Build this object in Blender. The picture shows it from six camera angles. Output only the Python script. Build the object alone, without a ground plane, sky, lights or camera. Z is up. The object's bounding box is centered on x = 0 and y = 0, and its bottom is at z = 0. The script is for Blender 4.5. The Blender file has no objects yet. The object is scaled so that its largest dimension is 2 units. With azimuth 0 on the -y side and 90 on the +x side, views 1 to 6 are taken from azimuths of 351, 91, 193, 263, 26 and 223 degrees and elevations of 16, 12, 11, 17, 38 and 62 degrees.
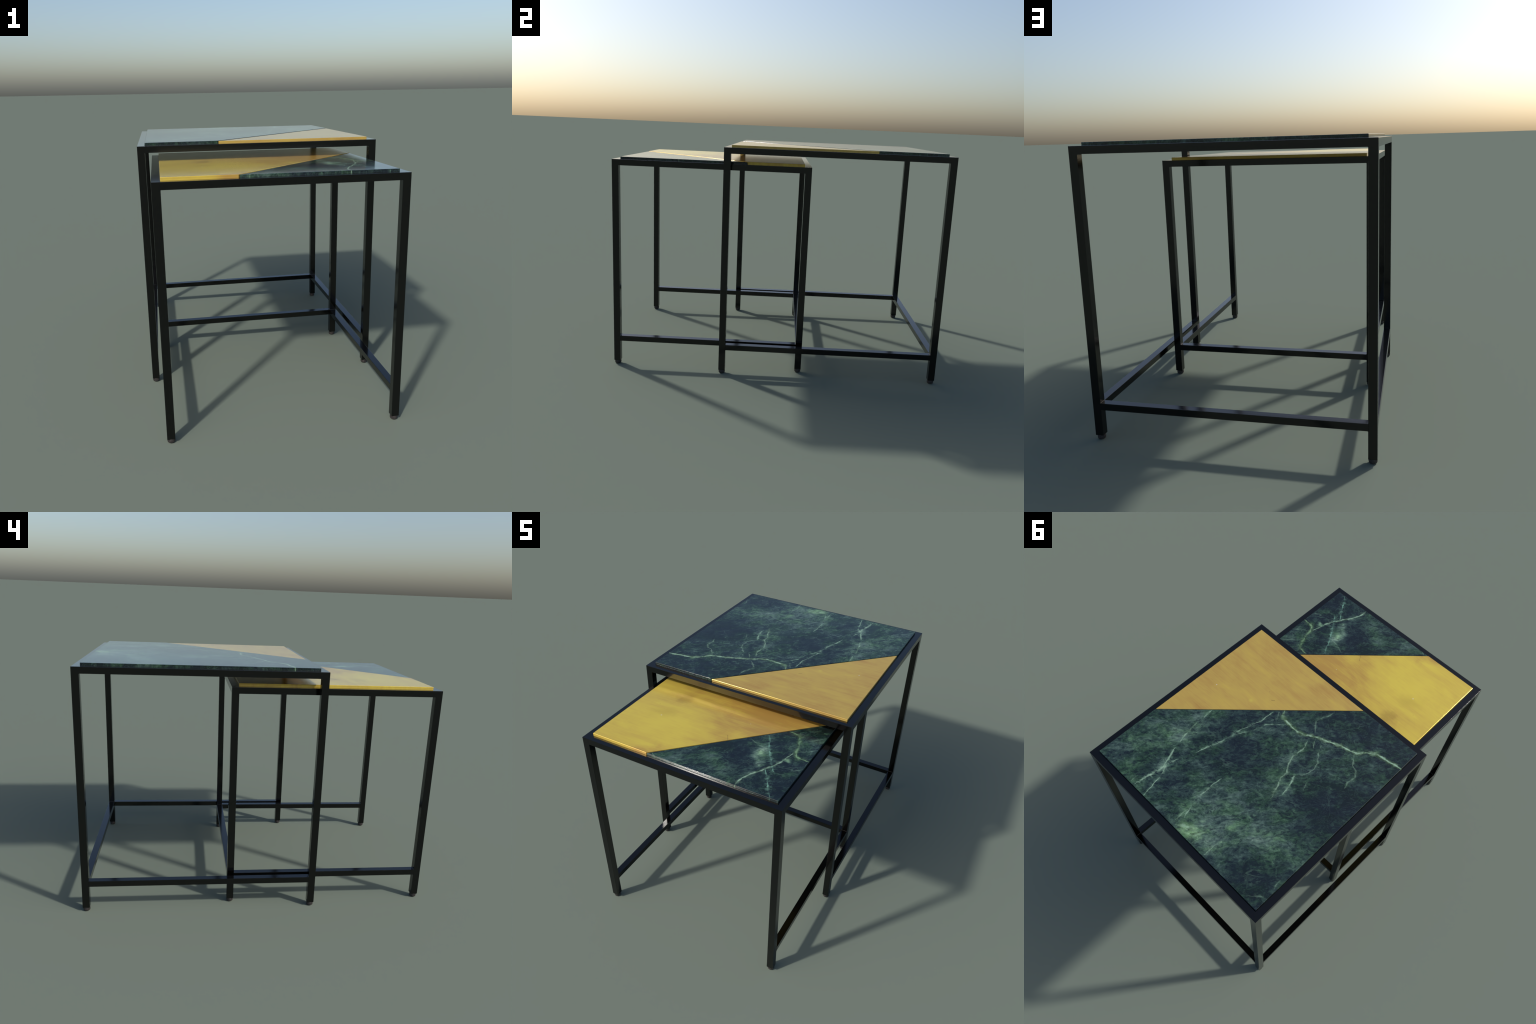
"""A pair of nesting side tables: black square-tube frames, each with a raised
two-piece top (green marble and brass) parted by a diagonal joint."""
import bpy, bmesh, math
from mathutils import Vector

# ------------------------------------------------------------------ sizes (m)
BAR = 0.040            # width of every tube
APRON = 0.0355         # height of the tubes of the top frame
FOOT_H = 0.0225        # height of the glides under the legs
RAIL_Z = (0.1525, 0.1865)
EDGE = 0.0016          # rounding of tube edges
FILLET = 0.0028        # weld fillet where tubes meet
SLAB_RISE = 0.0151     # how far the rear piece of a top stands proud of the frame
SLAB_STEP = 0.0018     # the front-right piece lies this much lower
SLAB_EDGE = 0.0021     # rounding of the slab edges
JOINT = 0.0028         # gap between marble and brass

TABLES = [
    dict(half=(0.6655, 0.66625), centre_y=0.33375, frame_top=1.3807, joint=-0.398,
         brass_side=-1, marble="large", brass="large",
         label="taller square side table, green marble and brass top, black tube frame"),
    dict(half=(0.5945, 0.5900), centre_y=-0.4100, frame_top=1.2818, joint=-0.345,
         brass_side=1, marble="small", brass="small",
         label="lower square side table, brass and green marble top, black tube frame"),
]


METAL = 0.36           # tarnished brass: part metal, part dull oxide film


# ------------------------------------------------------------- node utilities
class Tree:
    """Small helper to write shader node graphs as expressions."""

    def __init__(self, name):
        self.mat = bpy.data.materials.new(name)
        self.mat.use_nodes = True
        self.t = self.mat.node_tree
        self.t.nodes.clear()
        self.out = self.t.nodes.new("ShaderNodeOutputMaterial")
        self.bsdf = self.t.nodes.new("ShaderNodeBsdfPrincipled")
        self.t.links.new(self.bsdf.outputs[0], self.out.inputs[0])
        self.coord = self.t.nodes.new("ShaderNodeTexCoord").outputs["Object"]

    def put(self, socket, value):
        if isinstance(value, bpy.types.NodeSocket):
            self.t.links.new(value, socket)
        elif value is not None:
            socket.default_value = value

    def math(self, op, a, b=None, c=None, clamp=False):
        n = self.t.nodes.new("ShaderNodeMath")
        n.operation, n.use_clamp = op, clamp
        for s, v in zip(n.inputs, (a, b, c)):
            self.put(s, v)
        return n.outputs[0]

    def vec(self, op, a, b=None, scale=None):
        n = self.t.nodes.new("ShaderNodeVectorMath")
        n.operation = op
        self.put(n.inputs[0], a)
        self.put(n.inputs[1], b)
        if scale is not None:
            self.put(n.inputs["Scale"], scale)
        return n.outputs["Value"] if op in ("DOT_PRODUCT", "LENGTH", "DISTANCE") else n.outputs[0]

    def mapped(self, v, loc=(0, 0, 0), rot=0.0, scale=(1, 1, 1)):
        n = self.t.nodes.new("ShaderNodeMapping")
        self.put(n.inputs[0], v)
        n.inputs["Location"].default_value = loc
        n.inputs["Rotation"].default_value = (0, 0, rot)
        n.inputs["Scale"].default_value = scale
        return n.outputs[0]

    def noise(self, v, scale, detail=3.0, rough=0.5, distort=0.0, colour=False):
        n = self.t.nodes.new("ShaderNodeTexNoise")
        self.put(n.inputs["Vector"], v)
        for k, x in (("Scale", scale), ("Detail", detail), ("Roughness", rough), ("Distortion", distort)):
            n.inputs[k].default_value = x
        return n.outputs["Color" if colour else 0]

    def ramp(self, f, lo, hi, a=0.0, b=1.0, smooth=True):
        n = self.t.nodes.new("ShaderNodeMapRange")
        n.interpolation_type = "SMOOTHSTEP" if smooth else "LINEAR"
        n.clamp = True
        for s, v in zip(n.inputs, (f, lo, hi, a, b)):
            self.put(s, v)
        return n.outputs[0]

    def mix(self, f, a, b, blend="MIX"):
        n = self.t.nodes.new("ShaderNodeMix")
        n.data_type, n.blend_type = "RGBA", blend
        self.put(n.inputs[0], f)
        for s, v in ((n.inputs[6], a), (n.inputs[7], b)):
            self.put(s, (*v, 1.0) if isinstance(v, tuple) and len(v) == 3 else v)
        return n.outputs[2]

    # ---- 2D shapes on the table top
    def flat(self, v):
        return self.vec("MULTIPLY", v, (1, 1, 0))

    def segment(self, p, a, b):
        a, b = Vector((*a, 0)), Vector((*b, 0))
        ba = b - a
        pa = self.vec("SUBTRACT", p, tuple(a))
        h = self.math("MULTIPLY", self.vec("DOT_PRODUCT", pa, tuple(ba)), 1.0 / ba.dot(ba), clamp=True)
        return self.vec("LENGTH", self.vec("SUBTRACT", pa, self.vec("SCALE", tuple(ba), scale=h)))

    def after(self, p, value):
        """The same point, but evaluated only once value is known: keeps long graphs within the shader stack."""
        return self.vec("ADD", p, self.vec("SCALE", (1e-7, 1e-7, 0), scale=value))

    def polyline(self, p, pts):
        d = None
        for a, b in zip(pts, pts[1:]):
            s = self.segment(p if d is None else self.after(p, d), a, b)
            d = s if d is None else self.math("MINIMUM", d, s)
        return d

    def spot(self, p, centre, radius):
        d = self.vec("DISTANCE", p, (*centre, 0))
        return self.ramp(d, radius, 0.0)

    def blot(self, p, a, b, radius):
        return self.ramp(self.segment(p, a, b), radius, 0.0)


def finish(t, colour, roughness, metallic=0.0, specular=0.5, normal=None):
    b = t.bsdf
    t.put(b.inputs["Base Color"], (*colour, 1.0) if isinstance(colour, tuple) else colour)
    t.put(b.inputs["Roughness"], roughness)
    t.put(b.inputs["Metallic"], metallic)
    t.put(b.inputs["Specular IOR Level"], specular)
    t.put(b.inputs["Normal"], normal)
    return t.mat


# ------------------------------------------------------------------ materials
def black_metal():
    t = Tree("black_lacquered_steel")
    return finish(t, (0.0012, 0.0012, 0.0011), 0.13)


def foot_rubber():
    t = Tree("brown_grey_plastic")
    n = t.noise(t.coord, 140.0, 3.0, 0.6)
    col = t.mix(t.ramp(n, 0.35, 0.65), (0.014, 0.012, 0.012), (0.036, 0.031, 0.031))
    return finish(t, col, 0.6)


# Veins: (control points on the top, half width, strength, yellow-green glow)
VEINS_LARGE = [
    ([(.388, -.009), (.382, .069)], .0055, .55, 0),
    ([(.391, .12), (.368, .219), (.357, .27)], .0060, .70, .2),
    ([(.346, .317), (.315, .402), (.301, .431)], .0070, .75, 0),
    ([(.301, .431), (.301, .477), (.313, .511), (.324, .588), (.331, .624)], .0075, 1.0, 0),
    ([(.282, .347), (.301, .414)], .0060, .7, 0),
    ([(.301, .414), (.274, .463), (.25, .562), (.241, .622)], .0055, .75, 0),
    ([(.242, .254), (.224, .179), (.208, .128), (.182, .029), (.186, .002), (.159, -.076), (.137, -.154), (.137, -.238)], .0050, .75, 0),
    ([(.182, .029), (.125, -.074)], .0038, .45, 0),
    ([(.124, -.08), (.101, -.149), (.024, -.234)], .0040, .55, 0),
    ([(.101, -.187), (.088, -.228), (.112, -.264)], .0050, .5, 0),
    ([(.097, -.298), (.081, -.262), (.018, -.249), (-.055, -.249), (-.106, -.266), (-.149, -.3), (-.206, -.318),
      (-.258, -.34), (-.316, -.364), (-.384, -.385), (-.42, -.425), (-.469, -.458), (-.528, -.471), (-.577, -.478),
      (-.63, -.486)], .0070, 1.0, .8),
    ([(-.138, -.244), (-.158, -.189), (-.154, -.124), (-.164, -.069), (-.198, -.019), (-.198, .023), (-.218, .069), (-.246, .154)], .0058, .6, .2),
    ([(-.157, -.291), (-.189, -.234)], .0055, .6, .2),
    ([(-.214, -.277), (-.235, -.228), (-.276, -.184), (-.292, -.141), (-.283, -.097), (-.244, -.032)], .0050, .35, 0),
    ([(-.244, -.032), (-.267, .028), (-.274, .093)], .0060, .8, 0),
    ([(-.311, -.068), (-.337, -.003)], .0045, .3, 0),
    ([(-.377, -.373), (-.426, -.31), (-.458, -.301), (-.478, -.263), (-.469, -.211), (-.485, -.17)], .0055, .38, .1),
    ([(-.113, -.499), (-.106, -.449), (-.078, -.383), (-.131, -.318)], .0050, .35, 0),
    ([(.026, .26), (.027, .343), (.028, .409), (.012, .464), (.004, .511), (-.011, .551)], .0065, .55, 0),
    ([(.012, .504), (.012, .59)], .0060, .4, .2),
    ([(-.012, .612), (-.045, .580), (-.110, .560)], .0150, .55, .5),
    ([(-.030, .622), (-.075, .612), (-.125, .575), (-.150, .530)], .0110, .42, .5),
    ([(-.236, .554), (-.236, .613)], .0090, .5, .2),
    ([(-.152, .565), (-.144, .617)], .0080, .4, .2),
    ([(-.601, .435), (-.605, .473), (-.624, .508)], .0050, .35, 0),
    ([(-.535, .609), (-.596, .557), (-.621, .549)], .0050, .25, 0),
    ([(.359, .574), (.353, .617)], .0050, .4, 0),
]
VEINS_SMALL = [
    ([(.316, -.552), (.32, -.486), (.344, -.434), (.374, -.381), (.406, -.325), (.429, -.267), (.452, -.181)], .0065, .85, .2),
    ([(.552, -.2), (.51, -.201), (.48, -.197), (.461, -.163)], .0095, .75, .35),
    ([(.461, -.163), (.456, -.117), (.434, -.062), (.414, -.014), (.377, -.002), (.349, -.006)], .0085, .55, .35),
    ([(.508, -.552), (.454, -.466), (.387, -.364)], .0062, .80, -.3),
    ([(.441, -.37), (.405, -.327), (.367, -.269), (.319, -.189), (.27, -.096)], .0064, .75, -.3),
    ([(.295, -.205), (.244, -.19), (.2, -.169)], .0050, .4, 0),
    ([(.541, -.289), (.504, -.305)], .0090, .45, 0),
    ([(.451, -.066), (.544, .026)], .0042, .4, 0),
    ([(.55, -.093), (.488, -.144)], .0042, .4, 0),
    ([(-.146, -.552), (-.178, -.532)], .0060, .5, 0),
]
# light and dark clouds in the stone: (point, point, radius, amount)
CLOUDS_LARGE = [
    ((-.02, .60), (-.08, .59), .075, .36), ((-.07, .55), (-.22, .54), .14, .24),
    ((.407, .241), (.40, .10), .13, .26), ((-.094, .394), (-.30, .371), .28, .22),
    ((-.407, .38), (-.583, .246), .17, .13), ((.281, .058), (.22, -.10), .14, -.05),
    ((-.483, .53), (-.60, .56), .22, -.22), ((-.50, .05), (-.56, -.15), .26, -.20),
    ((.56, .50), (.50, .30), .22, .10), ((.10, .05), (-.05, .10), .18, -.08),
    ((-.15, -.45), (-.5, -.55), .18, -.14), ((-.15, -.10), (-.22, .10), .13, .14),
    ((.301, .44), (.300, .41), .045, .5), ((.10, .56), (.17, .50), .12, -.14),
]
CLOUDS_SMALL = [
    ((.362, -.354), (.303, -.206), .045, .55), ((.218, -.484), (.08, -.44), .13, .26),
    ((-.064, -.49), (-.15, -.54), .11, .22), ((.22, -.33), (.10, -.32), .14, -.12),
    ((.48, -.45), (.45, -.35), .14, -.18), ((.449, -.233), (.44, -.225), .028, .7),
    ((.44, -.10), (.50, -.02), .12, .08),
]


def green_marble(kind):
    veins, clouds = (VEINS_LARGE, CLOUDS_LARGE) if kind == "large" else (VEINS_SMALL, CLOUDS_SMALL)
    t = Tree("green_marble")
    p = t.coord
    shift = 0.0 if kind == "large" else 3.7
    # drift the coordinates so that nothing runs straight
    w1 = t.vec("SCALE", t.vec("SUBTRACT", t.noise(t.mapped(p, (shift, 0, 0)), 30.0, 5.0, 0.66, colour=True), (.5, .5, .5)), scale=.015)
    w2 = t.vec("SCALE", t.vec("SUBTRACT", t.noise(t.mapped(p, (0, shift, 0)), 6.0, 3.0, 0.55, colour=True), (.5, .5, .5)), scale=.16)
    w3 = t.vec("SCALE", t.vec("SUBTRACT", t.noise(t.mapped(p, (0, 0, shift)), 11.0, 2.0, 0.5, colour=True), (.5, .5, .5)), scale=.020)
    pv = t.flat(t.vec("ADD", t.vec("ADD", p, w1), w3))
    pc = t.flat(t.vec("ADD", p, w2))
    # grain runs along the diagonal of the top
    drift = t.vec("ADD", p, t.vec("SCALE", w2, scale=.42))
    grain = t.mapped(t.mapped(drift, (shift, 0, 0), -math.radians(45)), scale=(1, 1.7, 1.3))
    n_big = t.noise(grain, 3.6, 4.0, 0.55, 0.4)
    n_mid = t.noise(grain, 11.0, 5.0, 0.62, 0.5)
    n_fine = t.noise(t.mapped(grain, (3, 1, 2)), 40.0, 4.0, 0.6, 0.4)
    tone = t.math("ADD", t.math("MULTIPLY", n_big, .50), t.math("ADD", t.math("MULTIPLY", n_mid, .85), t.math("MULTIPLY", n_fine, .85)))
    tone = t.math("SUBTRACT", tone, 1.10)                      # about 0 in the middle
    tone = t.math("MULTIPLY_ADD", tone, 1.05, .29 if kind == "large" else .21)
    for a, b, r, k in clouds:
        tone = t.math("MULTIPLY_ADD", t.blot(t.after(pc, tone), a, b, r), k, tone)
    stops = t.t.nodes.new("ShaderNodeValToRGB")
    t.put(stops.inputs[0], tone)
    e = stops.color_ramp.elements
    e[0].position, e[0].color = 0.0, (.0040, .0085, .0110, 1)
    e[1].position, e[1].color = 1.0, (.220, .390, .220, 1)
    for pos, c in ((.18, (.0068, .0160, .0165)), (.36, (.0180, .0420, .0310)), (.55, (.0420, .0850, .0600)), (.76, (.0900, .1700, .1080))):
        e.new(pos).color = (*c, 1)
    colour = stops.outputs[0]
    # hue wanders between blue-grey and leaf green
    hue = t.noise(t.mapped(grain, (9, 4, 0)), 7.0, 3.0, .6)
    colour = t.mix(t.ramp(hue, .36, .66), t.mix(1.0, colour, (1.14, .95, 1.22), "MULTIPLY"), t.mix(1.0, colour, (.94, 1.02, .80), "MULTIPLY"))
    # short dark flecks lying along the grain
    fleck = t.noise(t.mapped(grain, (2, 7, 0)), 27.0, 4.0, .58, .5)
    colour = t.mix(t.ramp(fleck, .54, .63, 0, .66), colour, (.0062, .0120, .0165))
    # thin pale wisps
    wisp = t.noise(t.mapped(grain, (5, 2, 8)), 16.0, 5.0, .62, 1.4)
    wisp = t.ramp(t.math("ABSOLUTE", t.math("SUBTRACT", wisp, .5)), .022, 0.0)
    wisp = t.math("MULTIPLY", wisp, t.ramp(tone, .15, .65, .10, .46))
    colour = t.mix(wisp, colour, (.105, .185, .135))
    # faint secondary veins, long and broken, crossing the grain
    for ang, sc, off, amt in ((62, 2.6, 1.3, .22), (18, 3.1, 4.1, .15), (-40, 2.2, 6.2, .10)):
        q = t.mapped(t.mapped(t.after(p, t.math("MULTIPLY", colour, 1.0)), (off, shift, 0), math.radians(ang)), scale=(1, .38, 1))
        line = t.noise(q, sc, 6.0, .56, .3)
        line = t.ramp(t.math("ABSOLUTE", t.math("SUBTRACT", line, .5)), .0065, 0.0)
        line = t.math("MULTIPLY", line, t.ramp(t.noise(t.mapped(p, (off, 1, 2)), 7.0, 3.0, .6), .48, .66, 0, amt))
        colour = t.mix(line, colour, (.125, .225, .160))
    # hairline crazing
    hair = t.noise(t.mapped(p, (shift, 5, 0)), 6.0, 5.0, .62, .6)
    hair = t.ramp(t.math("ABSOLUTE", t.math("SUBTRACT", hair, .5)), .008, 0.0)
    hair = t.math("MULTIPLY", hair, t.ramp(t.noise(p, 5.0), .50, .68, 0, .25))
    colour = t.mix(hair, colour, (.10, .19, .14))
    # the white-green veins
    vary = t.noise(t.mapped(p, (1, shift, 2)), 30.0, 4.0, .65)
    wide = t.ramp(vary, .30, .70, .18, 1.55, smooth=False)
    lit = t.ramp(t.noise(t.mapped(p, (4, shift, 2)), 20.0, 3.0, .6), .38, .60, .10, 1.0)
    joined = {v for other in veins for v in other[0][1:]}
    fray = t.ramp(t.noise(t.mapped(grain, (7, 3, 1)), 34.0, 4.0, .62, .6), .44, .66)
    for pts, w, k, glow in veins:
        d = t.polyline(t.after(pv, t.math("MULTIPLY", colour, 1.0001)), pts)
        taper = t.ramp(t.vec("DISTANCE", t.after(pv, d), (*pts[-1], 0)), 0.0, .045, .30, 1.0)
        if pts[0] not in joined:
            taper = t.math("MULTIPLY", taper, t.ramp(t.vec("DISTANCE", t.after(pv, taper), (*pts[0], 0)), 0.0, .045, .30, 1.0))
        q = t.math("DIVIDE", d, t.math("MULTIPLY", t.math("MULTIPLY", wide, w), taper))
        if glow > 0:
            halo = t.math("MULTIPLY", t.ramp(q, 2.8, .3), glow * .50)
            colour = t.mix(halo, colour, (.070, .135, .032))
        else:
            colour = t.mix(t.math("MULTIPLY", t.math("MULTIPLY", t.ramp(q, 7.0, .4), fray), .55 * k), colour, (.060, .125, .090))
        core = t.math("MULTIPLY", t.math("MULTIPLY", t.ramp(q, 1.15, 0.0), lit), k * .92)
        core = t.math("MULTIPLY_ADD", t.math("MULTIPLY", t.ramp(q, 3.2, 0.0), fray), .38 * k, core, clamp=True)
        tint = (.25, .39, .28) if glow >= 0 else (.17, .34, .26)
        if kind == "small" and glow > .3:
            tint = (.19, .33, .18)
        colour = t.mix(core, colour, tint)
    # rare pale specks
    vor = t.t.nodes.new("ShaderNodeTexVoronoi")
    t.put(vor.inputs["Vector"], p)
    vor.inputs["Scale"].default_value = 11.0
    speck = t.math("MULTIPLY", t.ramp(vor.outputs["Distance"], .055, .02), t.ramp(t.noise(p, 8.0), .5, .62, 0, .5))
    colour = t.mix(speck, colour, (.20, .34, .24))
    return finish(t, colour, .13)


def brushed_brass(kind):
    t = Tree("brushed_brass")
    p = t.coord
    shift = 0.0 if kind == "large" else 2.3
    brush = t.noise(t.mapped(p, (shift, 0, 0), 0, (9, 170, 40)), 1.0, 4.0, .65)
    brush2 = t.noise(t.mapped(p, (0, shift, 0), 0, (3.5, 34, 8)), 1.0, 4.0, .6)
    cloud = t.noise(t.mapped(p, (shift, shift, 0), 0, (1, 1.7, 1)), 4.5, 4.0, .6, .5)
    warp = t.flat(t.vec("ADD", p, t.vec("SCALE", t.vec("SUBTRACT", t.noise(p, 9.0, 4.0, .65, colour=True), (.5, .5, .5)), scale=.16)))
    tone = t.math("ADD", t.math("MULTIPLY", t.math("MULTIPLY_ADD", cloud, .72, .14), .70), t.math("ADD", t.math("MULTIPLY", brush, .26), t.math("MULTIPLY", brush2, .34)))
    amber, honey, yellow = (.365, .205, .050), (.440, .292, .066), (.520, .372, .066)
    if kind == "small":
        amber, honey, yellow = (.400, .235, .052), (.520, .365, .060), (.600, .455, .062)
        bright = t.math("ADD", t.blot(warp, (-.60, -.05), (-.48, -.42), .55), t.blot(warp, (-.25, -.25), (-.15, -.40), .32))
        tone = t.math("MULTIPLY_ADD", bright, .16, t.math("SUBTRACT", tone, .06))
        tone = t.math("MULTIPLY_ADD", t.blot(warp, (.28, .02), (.10, .25), .30), -.14, tone)
        tone = t.math("MULTIPLY_ADD", t.blot(warp, (-.19, -.54), (-.24, -.56), .10), -.18, tone)
    colour = t.mix(t.ramp(tone, .42, .70), amber, honey)
    colour = t.mix(t.ramp(tone, .60, .92), colour, yellow)
    # greenish and brownish tarnish
    tarnish = t.noise(t.mapped(p, (6, shift, 0)), 7.0, 5.0, .7, .8)
    colour = t.mix(t.ramp(tarnish, .54, .80, 0, .14), colour, (.280, .200, .060))
    if kind == "small":
        colour = t.mix(t.math("MULTIPLY", t.blot(warp, (-.345, .01), (-.32, -.01), .060), .34), colour, (.200, .120, .022))
        colour = t.mix(t.math("MULTIPLY", t.blot(warp, (-.335, -.17), (-.36, -.20), .075), .22), colour, (.300, .215, .028))
        marks = [((-.345, -.222), .006, (.70, .62, .42)), ((.13, -.05), .004, (.60, .50, .32)), ((-.42, -.13), .003, (.16, .10, .03))]
        scratch = ([(.098, -.243), (.075, -.205)], .0030)
    else:
        marks = [((.507, -.142), .0055, (.62, .55, .42)), ((.283, -.209), .02, (.53, .40, .07)), ((.25, -.33), .004, (.20, .13, .04))]
        scratch = ([(.200, -.296), (.186, -.306)], .0045)
    flat = t.flat(p)
    for c, r, m in marks:
        colour = t.mix(t.math("MULTIPLY", t.spot(flat, c, r), .9), colour, m)
    colour = t.mix(t.math("MULTIPLY", t.ramp(t.polyline(flat, scratch[0]), scratch[1], 0), .6), colour, (.17, .11, .03))
    return finish(t, t.mix(1.0, colour, (1.20, 1.22, 1.36), "MULTIPLY"), .175, METAL)


# ------------------------------------------------------------------- geometry
def bevel(bm, edges, width, segments=2):
    if edges:
        bmesh.ops.bevel(bm, geom=list(edges), offset=width, offset_type="OFFSET", segments=segments,
                        profile=0.5, affect="EDGES", clamp_overlap=True)


def make(name, bm, material, parent, smooth_angle=35):
    bmesh.ops.recalc_face_normals(bm, faces=bm.faces[:])
    me = bpy.data.meshes.new(name)
    bm.to_mesh(me)
    bm.free()
    me.materials.append(material)
    me.polygons.foreach_set("use_smooth", [True] * len(me.polygons))
    me.set_sharp_from_angle(angle=math.radians(smooth_angle))
    ob = bpy.data.objects.new(name, me)
    bpy.context.scene.collection.objects.link(ob)
    ob.parent = parent
    even = ob.modifiers.new("even_shading", "WEIGHTED_NORMAL")
    even.keep_sharp = True
    even.weight = 100
    return ob


def loft(rings, cap=True):
    """Closed tube through rings of equal vertex count."""
    bm = bmesh.new()
    rows = [[bm.verts.new(v) for v in r] for r in rings]
    n = len(rows[0])
    for a, b in zip(rows, rows[1:]):
        for i in range(n):
            bm.faces.new((a[i], a[(i + 1) % n], b[(i + 1) % n], b[i]))
    if cap:
        bm.faces.new(rows[0])
        bm.faces.new(rows[-1])
    return bm


def rounded_rect(x0, x1, y0, y1, r, seg=2):
    pts = []
    for cx, cy, a0 in ((x1 - r, y1 - r, 0), (x0 + r, y1 - r, 90), (x0 + r, y0 + r, 180), (x1 - r, y0 + r, 270)):
        for k in range(seg + 1):
            a = math.radians(a0 + 90 * k / seg)
            pts.append((cx + r * math.cos(a), cy + r * math.sin(a)))
    return pts


def top_frame(hx, hy, z0, z1):
    """Square ring of four tubes with mitred corners, upper and corner edges rounded."""
    bm = bmesh.new()
    rings = []
    for inset, z in ((0, z0), (0, z1), (BAR, z1), (BAR, z0)):
        x, y = hx - inset, hy - inset
        rings.append([bm.verts.new((sx * x, sy * y, z)) for sx, sy in ((1, 1), (-1, 1), (-1, -1), (1, -1))])
    for k in range(4):
        a, b = rings[k], rings[(k + 1) % 4]
        for i in range(4):
            bm.faces.new((a[i], a[(i + 1) % 4], b[(i + 1) % 4], b[i]))
    bm.edges.ensure_lookup_table()
    chosen = []
    for e in bm.edges:
        p, q = e.verts[0].co, e.verts[1].co
        upper = p.z > z1 - 1e-6 and q.z > z1 - 1e-6
        diagonal = abs(abs(p.x) - abs(q.x)) > 1e-4 and abs(abs(p.y) - abs(q.y)) > 1e-4
        outer_corner = abs(p.z - q.z) > 1e-4 and abs(p.x) > hx - 1e-4
        if (upper and not diagonal) or outer_corner:
            chosen.append(e)
    bevel(bm, chosen, EDGE)
    return bm


def leg(sx, sy, hx, hy, z0, z1):
    """Square tube; its head spreads inwards in a tiny weld fillet under the frame."""
    rings = []
    stations = [(z0, 0.0), (z1 - FILLET, 0.0)]
    stations += [(z1 - FILLET + FILLET * math.sin(a), FILLET * (1 - math.cos(a))) for a in (math.pi * k / 8 for k in range(1, 5))]
    for z, grow in stations:
        xs = sorted((sx * hx, sx * (hx - BAR - grow)))
        ys = sorted((sy * hy, sy * (hy - BAR - grow)))
        rings.append([(x, y, z) for x, y in rounded_rect(*xs, *ys, EDGE)])
    return loft(rings)


def rail(axis, at, lo, hi):
    """Stretcher along x or y between two legs; both ends spread up and down into weld fillets."""
    outer, inner = at
    ends = [(lo + FILLET * (1 - math.sin(a)), FILLET * (1 - math.cos(a))) for a in (math.pi * k / 8 for k in range(4, -1, -1))]
    ends += [(hi - FILLET * (1 - math.sin(a)), FILLET * (1 - math.cos(a))) for a in (math.pi * k / 8 for k in range(0, 5))]
    rings = []
    for s, grow in ends:
        sec = rounded_rect(*sorted((outer, inner)), RAIL_Z[0] - grow, RAIL_Z[1] + grow, EDGE)
        rings.append([(c, s, z) if axis == "y" else (s, c, z) for c, z in sec])
    return loft(rings)


def glide(cx, cy):
    """Round furniture glide: straight wall with a softly rounded lower rim."""
    R, lip = 0.0197, 0.007
    prof = [(0.0155, 0.0), (0.0172, 0.0010), (0.0187, 0.0032), (R, lip), (R, FOOT_H - .0016), (R - .0012, FOOT_H - .0001)]
    n = 32
    return loft([[(cx + r * math.cos(2 * math.pi * k / n), cy + r * math.sin(2 * math.pi * k / n), z) for k in range(n)] for r, z in prof])


def slab(outline, z0, z1):
    """Plate of polygonal outline with rounded upper and upright edges."""
    bm = loft([[(x, y, z) for x, y in outline] for z in (z0, z1)])
    bm.edges.ensure_lookup_table()
    bevel(bm, [e for e in bm.edges if max(v.co.z for v in e.verts) > z1 - 1e-6], SLAB_EDGE, 3)
    return bm


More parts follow.
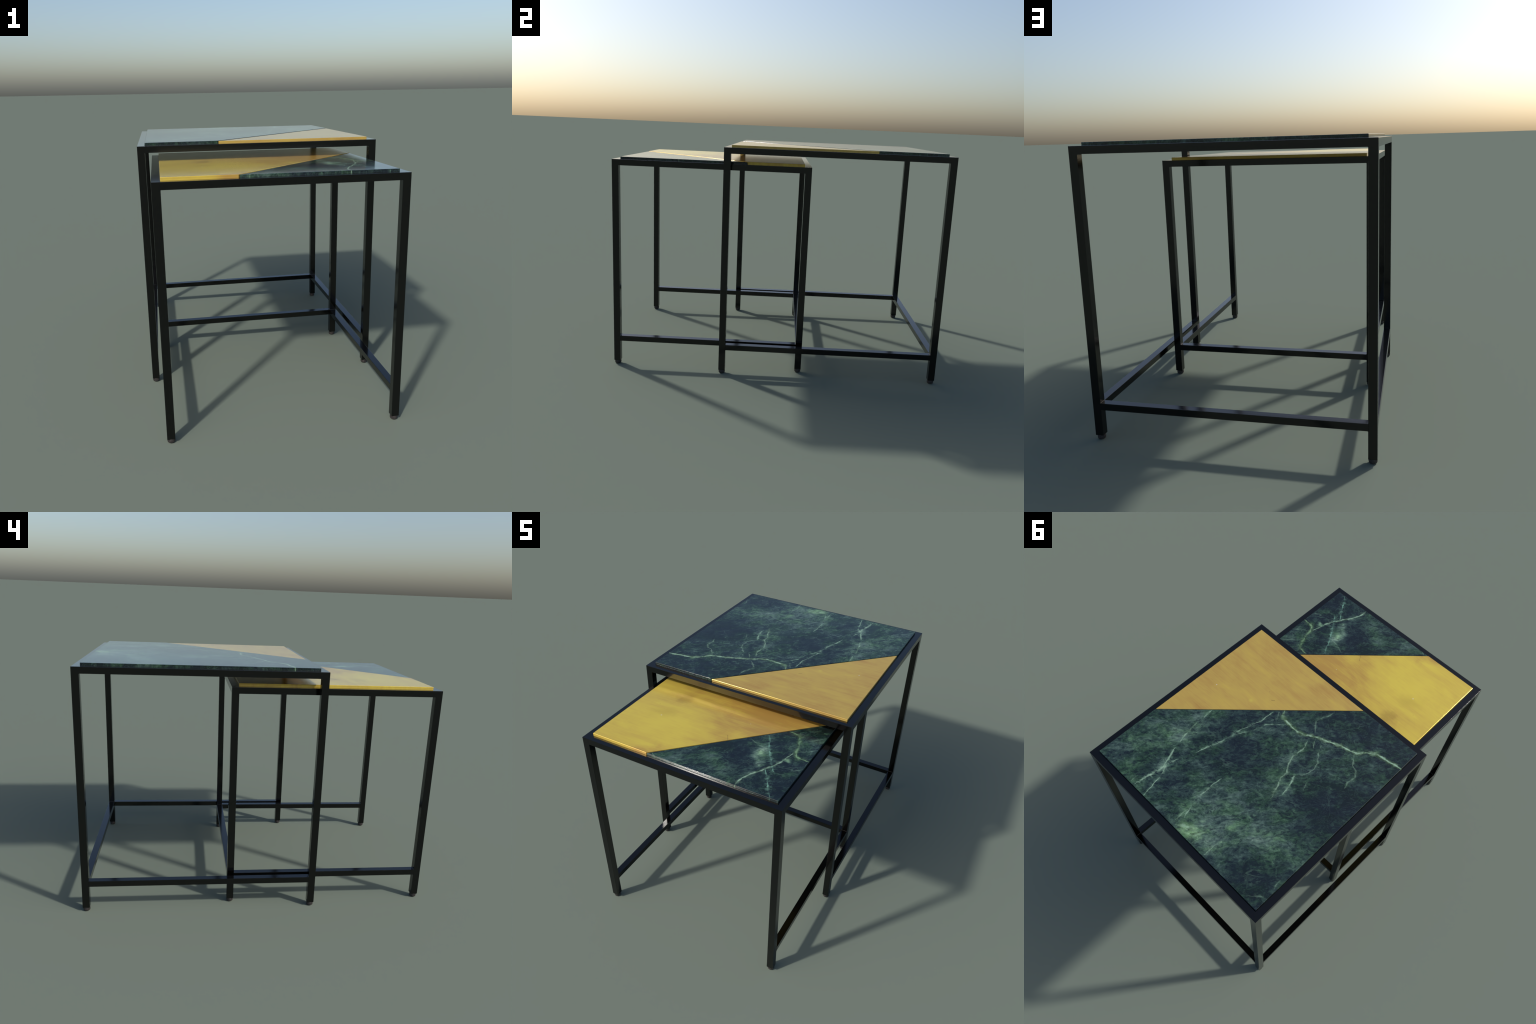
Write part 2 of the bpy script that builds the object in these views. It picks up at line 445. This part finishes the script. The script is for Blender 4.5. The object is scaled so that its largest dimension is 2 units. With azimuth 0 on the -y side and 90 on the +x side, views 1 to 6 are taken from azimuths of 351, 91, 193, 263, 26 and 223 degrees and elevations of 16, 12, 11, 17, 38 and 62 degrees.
def clip(poly, nx, ny, c):
    """Part of a convex polygon where nx*x + ny*y <= c."""
    out = []
    for (x0, y0), (x1, y1) in zip(poly, poly[1:] + poly[:1]):
        d0, d1 = nx * x0 + ny * y0 - c, nx * x1 + ny * y1 - c
        if d0 <= 0:
            out.append((x0, y0))
        if d0 * d1 < 0:
            k = d0 / (d0 - d1)
            out.append((x0 + k * (x1 - x0), y0 + k * (y1 - y0)))
    return out


# ---------------------------------------------------------------------- build
STEEL, RUBBER = black_metal(), foot_rubber()

for spec in TABLES:
    hx, hy = spec["half"]
    top = spec["frame_top"]
    under = top - APRON
    table = bpy.data.objects.new("nesting_table", None)
    table.empty_display_size = 0.1
    table.location = (0, spec["centre_y"], 0)
    bpy.context.scene.collection.objects.link(table)
    table["label"] = spec["label"]
    table["category"] = "side table"

    make("top_frame", top_frame(hx, hy, under, top), STEEL, table)
    for sx in (-1, 1):
        for sy in (-1, 1):
            post = make("leg", leg(sx, sy, hx, hy, FOOT_H, under), STEEL, table)
            make("foot_glide", glide(sx * (hx - BAR / 2), sy * (hy - BAR / 2)), RUBBER, post)
    # stretchers left, right and at the back; the front stays open for nesting
    for sx in (-1, 1):
        make("stretcher", rail("y", (sx * hx, sx * (hx - BAR)), -hy + BAR, hy - BAR), STEEL, table)
    make("stretcher", rail("x", (hy, hy - BAR), -hx + BAR, hx - BAR), STEEL, table)

    # two-piece top, parted along the line y = x + joint
    ix, iy = hx - BAR - .0008, hy - BAR - .0008
    plate = [(-ix, -iy), (ix, -iy), (ix, iy), (-ix, iy)]
    k, c, half = math.sqrt(.5), spec["joint"] * math.sqrt(.5), JOINT / 2
    lower_right = clip(plate, -k, k, c - half)      # y - x <= joint
    upper_left = clip(plate, k, -k, -c - half)
    brass_poly, marble_poly = (lower_right, upper_left) if spec["brass_side"] < 0 else (upper_left, lower_right)
    z0, z_high, z_low = top - .030, top + SLAB_RISE, top + SLAB_RISE - SLAB_STEP
    z_marble, z_brass = (z_high, z_low) if spec["brass_side"] < 0 else (z_low, z_high)
    make("marble_slab", slab(marble_poly, z0, z_marble), green_marble(spec["marble"]), table, 50)
    make("brass_plate", slab(brass_poly, z0, z_brass), brushed_brass(spec["brass"]), table, 50)
